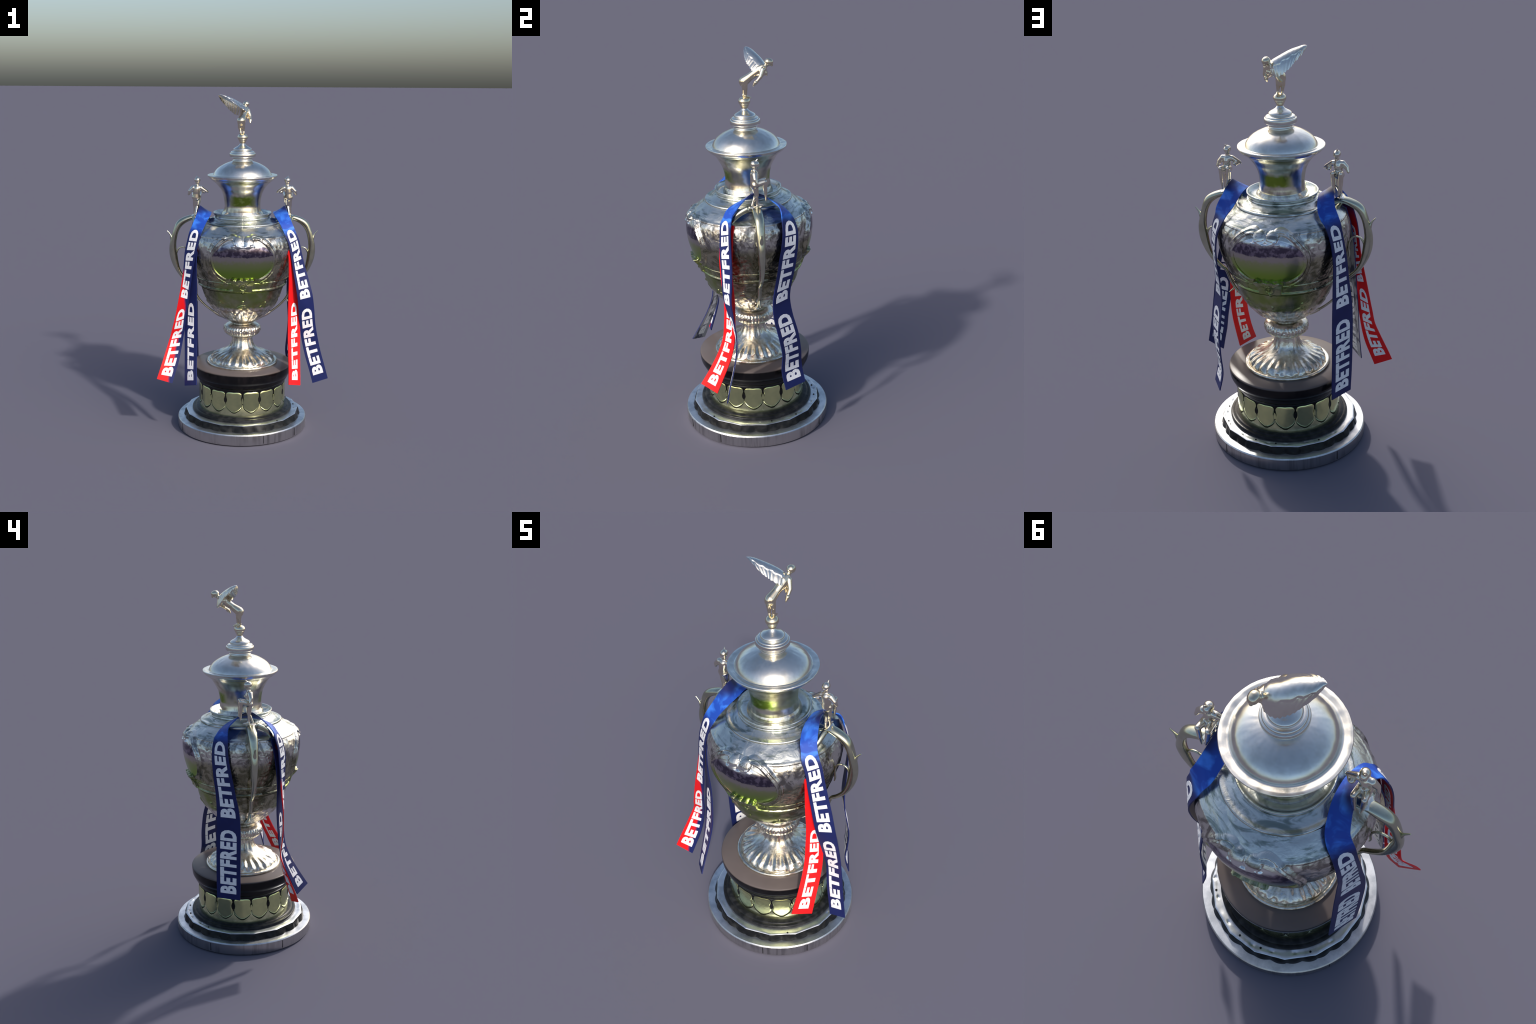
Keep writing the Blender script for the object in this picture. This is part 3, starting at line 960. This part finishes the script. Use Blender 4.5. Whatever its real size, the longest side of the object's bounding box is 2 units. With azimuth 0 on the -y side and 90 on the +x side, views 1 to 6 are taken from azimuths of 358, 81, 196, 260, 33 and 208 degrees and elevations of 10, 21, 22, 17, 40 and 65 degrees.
for sx in (1, -1):
    h = sweep("handle", mirrored([
        (.205, 0, 1.268, .022, .030), (.250, 0, 1.272, .026, .036), (.285, 0, 1.283, .030, .046), (.333, 0, 1.270, .035, .050), (.372, 0, 1.244, .040, .048), (.393, 0, 1.205, .034, .046),
        (.406, 0, 1.157, .034, .043), (.4135, 0, 1.110, .041, .037), (.4105, 0, 1.060, .046, .032), (.400, 0, 1.010, .039, .029), (.384, 0, .967, .028, .026), (.360, 0, .929, .022, .024),
        (.330, 0, .900, .018, .022), (.303, 0, .879, .017, .021), (.288, 0, .842, .0165, .020), (.270, 0, .802, .015, .018), (.243, 0, .767, .0125, .017), (.200, 0, .728, .012, .016), (.155, 0, .697, .012, .015), (.118, 0, .676, .012, .015)], sx), M['olive'], trophy, 20, 7, 2.2)
    sweep("handle_bracket", mirrored([(.286, .012, 1.287, .018, .018), (.283, -.022, 1.289, .024, .030), (.280, -.055, 1.278, .028, .030), (.274, -.088, 1.257, .027, .028), (.263, -.110, 1.232, .024, .026), (.247, -.125, 1.205, .018, .022)], sx), M['olive'], h, 14, 6)
    sweep("standing_pad", mirrored([(.268, -.004, 1.293, .006, .030), (.276, -.004, 1.2965, .010, .058), (.288, -.002, 1.2960, .010, .062), (.302, 0, 1.290, .008, .044)], sx), M['plain'], h, 14, 5)
    sweep("thorn", mirrored([(.412, 0, 1.140, .030, .026), (.4215, 0, 1.163, .017, .018), (.428, 0, 1.178, .0095, .0105), (.437, 0, 1.190, .007, .008), (.4475, 0, 1.2015, .0045, .0055)], sx), M['olive'], h, 12, 6)
    sweep("scroll", mirrored([(.394, 0, 1.062, .010, .012), (.388, 0, 1.078, .0095, .0115), (.377, 0, 1.096, .009, .011), (.357, 0, 1.103, .0085, .0105), (.335, 0, 1.094, .008, .010), (.321, 0, 1.070, .0085, .0105), (.318, 0, 1.040, .009, .011), (.3205, 0, 1.010, .009, .011), (.3165, 0, .990, .006, .007)], sx), M['olive'], h, 12, 6)
    sweep("spur", mirrored([(.262, 0, .792, .010, .012), (.274, 0, .775, .008, .010), (.294, 0, .758, .004, .006)], sx), M['olive'], h, 10, 4)
    # leaf that climbs the lower end of the handle on the cup
    sweep("leaf_foot", mirrored([(.170, .0, .708, .020, .022), (.140, .0, .690, .022, .030), (.116, .0, .678, .018, .034), (.094, .0, .664, .010, .026)], sx), M['foot'], h, 14, 6)


# ---------------------------------------------------------------- ribbons
class Strip:
    """Ribbon surface between two edge curves; s runs along it (0..1 by length), v across (-1..1)."""

    def __init__(self, rows, sx, per=10):
        E = np.array([[(a[0] * sx, a[1], a[2]), (b[0] * sx, b[1], b[2])] for a, b in rows]).reshape(len(rows), 6)
        self.c = catmull(E, per)
        mid = (self.c[:, :3] + self.c[:, 3:]) / 2
        d = np.r_[0, np.cumsum(np.linalg.norm(np.diff(mid, axis=0), axis=1))]
        self.s = d / d[-1]
        self.length = d[-1]
        self.mid = mid

    def edges(self, s):
        return np.array([np.interp(s, self.s, self.c[:, k]) for k in range(6)])

    def point(self, s, v, w=0.0):
        e = self.edges(s)
        a, b = e[:3], e[3:]
        p = a + (b - a) * (v + 1) / 2
        if w:
            e1, e0 = self.edges(min(s + .004, 1)), self.edges(max(s - .004, 0))
            k = (v + 1) / 2
            t = (e1[:3] + (e1[3:] - e1[:3]) * k) - (e0[:3] + (e0[3:] - e0[:3]) * k)
            n = np.cross(t, b - a)
            p = p + n / max(np.linalg.norm(n), 1e-9) * w
        return p

    def s_at_height(self, z, back=False):
        zz = self.mid[:, 2]
        top = int(np.argmax(zz))
        rng_ = range(top, len(zz)) if back else range(0, top + 1)
        return self.s[min(rng_, key=lambda i: abs(zz[i] - z))]


THICK = .0052


def ribbon(rows, sx, front, back, edge, split=None):
    st = Strip(rows, sx)
    n, m = len(st.c) - 1, 6
    out = 1.0 * sx          # side of the normal that faces away from the cup
    V, F, mats = [], [], []
    slots = [front, back, edge]
    for side in (1, -1):
        for i in range(n + 1):
            for j in range(m + 1):
                V.append(st.point(st.s[i], -1 + 2 * j / m, side * out * THICK / 2))
    o = (n + 1) * (m + 1)
    for i in range(n):
        for j in range(m):
            a, b, c, d = i * (m + 1) + j, (i + 1) * (m + 1) + j, (i + 1) * (m + 1) + j + 1, i * (m + 1) + j + 1
            F.append((a, b, c, d))
            mats.append(0)
            F.append((o + a, o + d, o + c, o + b))
            mats.append(1)
    for i in range(n):
        for j in (0, m):
            a, b = i * (m + 1) + j, (i + 1) * (m + 1) + j
            F.append((a, o + a, o + b, b))
            mats.append(2)
    for j in range(m):
        for i in (0, n):
            a, b = i * (m + 1) + j, i * (m + 1) + j + 1
            F.append((a, b, o + b, o + a))
            mats.append(2)
    ob = mesh_object("ribbon", V, F, slots, trophy, True, 60)
    ob.data.polygons.foreach_set("material_index", mats)
    bm = bmesh.new()
    bm.from_mesh(ob.data)
    bmesh.ops.recalc_face_normals(bm, faces=bm.faces)
    bm.to_mesh(ob.data)
    bm.free()
    return ob, st


def word_mesh(word):
    """Bold word as a flat solid, scaled to the unit box, sliced finely along its length."""
    cu = bpy.data.curves.new("word", 'FONT')
    cu.body = word
    cu.offset = .048
    cu.space_character = 1.12
    cu.resolution_u = 3
    ob = link(bpy.data.objects.new("word", cu))
    dg = bpy.context.evaluated_depsgraph_get()
    me = bpy.data.meshes.new_from_object(ob.evaluated_get(dg))
    bpy.data.objects.remove(ob)
    bm = bmesh.new()
    bm.from_mesh(me)
    bmesh.ops.remove_doubles(bm, verts=bm.verts, dist=1e-5)
    xs = [v.co.x for v in bm.verts]
    ys = [v.co.y for v in bm.verts]
    x0, x1, y0, y1 = min(xs), max(xs), min(ys), max(ys)
    for v in bm.verts:
        v.co = Vector(((v.co.x - x0) / (x1 - x0), (v.co.y - y0) / (y1 - y0), 0))
    for k in range(1, 60):
        g = bm.verts[:] + bm.edges[:] + bm.faces[:]
        bmesh.ops.bisect_plane(bm, geom=g, plane_co=(k / 60, 0, 0), plane_no=(1, 0, 0))
    bm.verts.index_update()
    V = [v.co.copy() for v in bm.verts]
    F = [tuple(v.index for v in f.verts) for f in bm.faces]
    E = [tuple(v.index for v in e.verts) for e in bm.edges if len(e.link_faces) == 1]
    bm.free()
    bpy.data.meshes.remove(me)
    return V, F, E


WORD = word_mesh("BETFRED")


def lettering(parent, st, z0, z1, sx, up_sign, back_run=False, reverse=False, width=.66, shift=0.0, wide_end=None):
    """Word running up the strip from height z0 to z1; up_sign says which edge the letter tops face."""
    s0, s1 = st.s_at_height(z0, back_run), st.s_at_height(z1, back_run)
    V, F, E = WORD
    side = (-1 if reverse else 1) * sx
    out = []
    for lift in (THICK / 2 + .0011, THICK / 2 - .0006):
        for v in V:
            s = s0 + (s1 - s0) * v.x
            c = shift + up_sign * (v.y - .5) * 2 * width
            out.append(st.point(s, c, side * lift))
    n = len(V)
    faces = list(F) + [(a, b, b + n, a + n) for a, b in E]
    ob = mesh_object("lettering", out, faces, M['white'], parent, False)
    bm = bmesh.new()
    bm.from_mesh(ob.data)
    bmesh.ops.recalc_face_normals(bm, faces=bm.faces)
    bm.to_mesh(ob.data)
    bm.free()
    # make the print face away from the cloth
    ref = st.point((s0 + s1) / 2, 0, side * .02) - st.point((s0 + s1) / 2, 0, 0)
    p = ob.data.polygons[0]
    if p.normal.dot(Vector(ref)) < 0:
        ob.data.flip_normals()
    return ob


# (outer edge, inner edge) stations; the front strand starts at its hanging end
front_right = [((.503, -.214, .354), (.415, -.200, .320)), ((.483, -.194, .430), (.394, -.180, .398)), ((.462, -.170, .506), (.372, -.157, .474)), ((.443, -.150, .595), (.352, -.130, .566)), ((.430, -.144, .676), (.339, -.141, .652)), ((.421, -.153, .765), (.330, -.165, .745)),
               ((.408, -.159, .855), (.319, -.185, .838)), ((.388, -.150, .930), (.306, -.188, .915)), ((.366, -.143, 1.004), (.293, -.188, .988)), ((.345, -.140, 1.088), (.281, -.189, 1.065)), ((.327, -.137, 1.168), (.266, -.183, 1.142))]
front_left = [((.503, -.214, .354), (.414, -.199, .321)), ((.485, -.198, .408), (.392, -.181, .393)), ((.467, -.178, .462), (.372, -.164, .462)), ((.446, -.153, .527), (.357, -.150, .538)), ((.425, -.133, .593), (.344, -.153, .615)), ((.411, -.144, .650), (.336, -.158, .668)),
              ((.398, -.153, .702), (.329, -.165, .735)), ((.375, -.160, .812), (.315, -.173, .805)), ((.360, -.156, .892), (.307, -.176, .868)), ((.345, -.152, .985), (.291, -.184, .983)), ((.334, -.146, 1.105), (.266, -.194, 1.112)), ((.322, -.143, 1.160), (.255, -.188, 1.160))]
shoulder = [((.309, -.132, 1.211), (.243, -.176, 1.203)), ((.293, -.122, 1.250), (.230, -.158, 1.233)), ((.276, -.090, 1.290), (.214, -.136, 1.265)), ((.261, -.050, 1.327), (.198, -.094, 1.288)),
            ((.250, -.008, 1.351), (.187, -.040, 1.302)), ((.258, .045, 1.337), (.184, .035, 1.307)), ((.268, .083, 1.309), (.191, .092, 1.290)), ((.280, .114, 1.280), (.204, .141, 1.260)), ((.293, .121, 1.247), (.225, .170, 1.232))]
back_right = [((.298, .122, 1.220), (.238, .188, 1.207)), ((.316, .122, 1.163), (.262, .204, 1.155)), ((.328, .113, 1.096), (.276, .203, 1.090)), ((.332, .097, 1.015), (.282, .192, 1.010)), ((.334, .086, .952), (.281, .182, .951)), ((.339, .065, .850), (.279, .160, .855)),
              ((.347, .056, .785), (.279, .154, .790)), ((.357, .059, .712), (.284, .165, .706)), ((.362, .071, .650), (.288, .179, .650)), ((.361, .082, .594), (.290, .191, .600)), ((.350, .096, .506), (.284, .204, .500)), ((.341, .092, .405), (.277, .208, .402)), ((.356, .108, .308), (.293, .222, .313))]
back_left = [((.304, .122, 1.213), (.245, .186, 1.214)), ((.318, .122, 1.137), (.275, .203, 1.145)), ((.330, .109, 1.037), (.287, .200, 1.034)), ((.337, .089, .918), (.282, .188, .920)),
             ((.345, .073, .823), (.279, .184, .822)), ((.350, .069, .724), (.277, .186, .722)), ((.349, .071, .554), (.277, .192, .552)), ((.346, .073, .430), (.275, .193, .430)), ((.341, .076, .317), (.273, .193, .315))]
short_rows = [((.337, -.246, .322), (.266, -.321, .350)), ((.338, -.206, .415), (.268, -.272, .430)), ((.339, -.166, .515), (.267, -.226, .515)), ((.340, -.146, .600), (.266, -.195, .596)), ((.337, -.138, .700), (.266, -.183, .695)),
              ((.330, -.134, .812), (.267, -.179, .808)), ((.322, -.138, .957), (.268, -.190, .950)), ((.312, -.132, 1.070), (.266, -.189, 1.070)), ((.299, -.124, 1.140), (.257, -.178, 1.140)), ((.283, -.112, 1.205), (.243, -.157, 1.205))]

for sx in (1, -1):
    if sx == 1:
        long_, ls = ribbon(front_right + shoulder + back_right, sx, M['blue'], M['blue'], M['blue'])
        short, ss = ribbon(short_rows, sx, M['red'], M['red'], M['red'])
    else:
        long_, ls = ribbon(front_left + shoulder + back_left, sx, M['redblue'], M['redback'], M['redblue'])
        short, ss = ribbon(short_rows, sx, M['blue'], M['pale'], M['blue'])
    # letter tops face left for someone looking at the strand from outside
    inner = 1 * sx
    lettering(long_, ls, .372, .765, sx, inner, width=.66)
    lettering(long_, ls, .830, 1.228, sx, inner, width=.66)
    lettering(long_, ls, .345, .725, sx, -inner * 1.0, True, width=.68)
    lettering(long_, ls, .795, 1.205, sx, -inner * 1.0, True, width=.66)
    lettering(short, ss, .365, .800, sx, inner, width=.50)
    # the print shows on the reverse as well
    lettering(long_, ls, .380, .765, sx, -inner, reverse=True, width=.58)
    lettering(long_, ls, .800, 1.10, sx, -inner, reverse=True, width=.52)
    lettering(short, ss, .365, .800, sx, -inner, reverse=True, width=.44)
    lettering(long_, ls, .345, .800, sx, inner, True, reverse=True, width=.60)
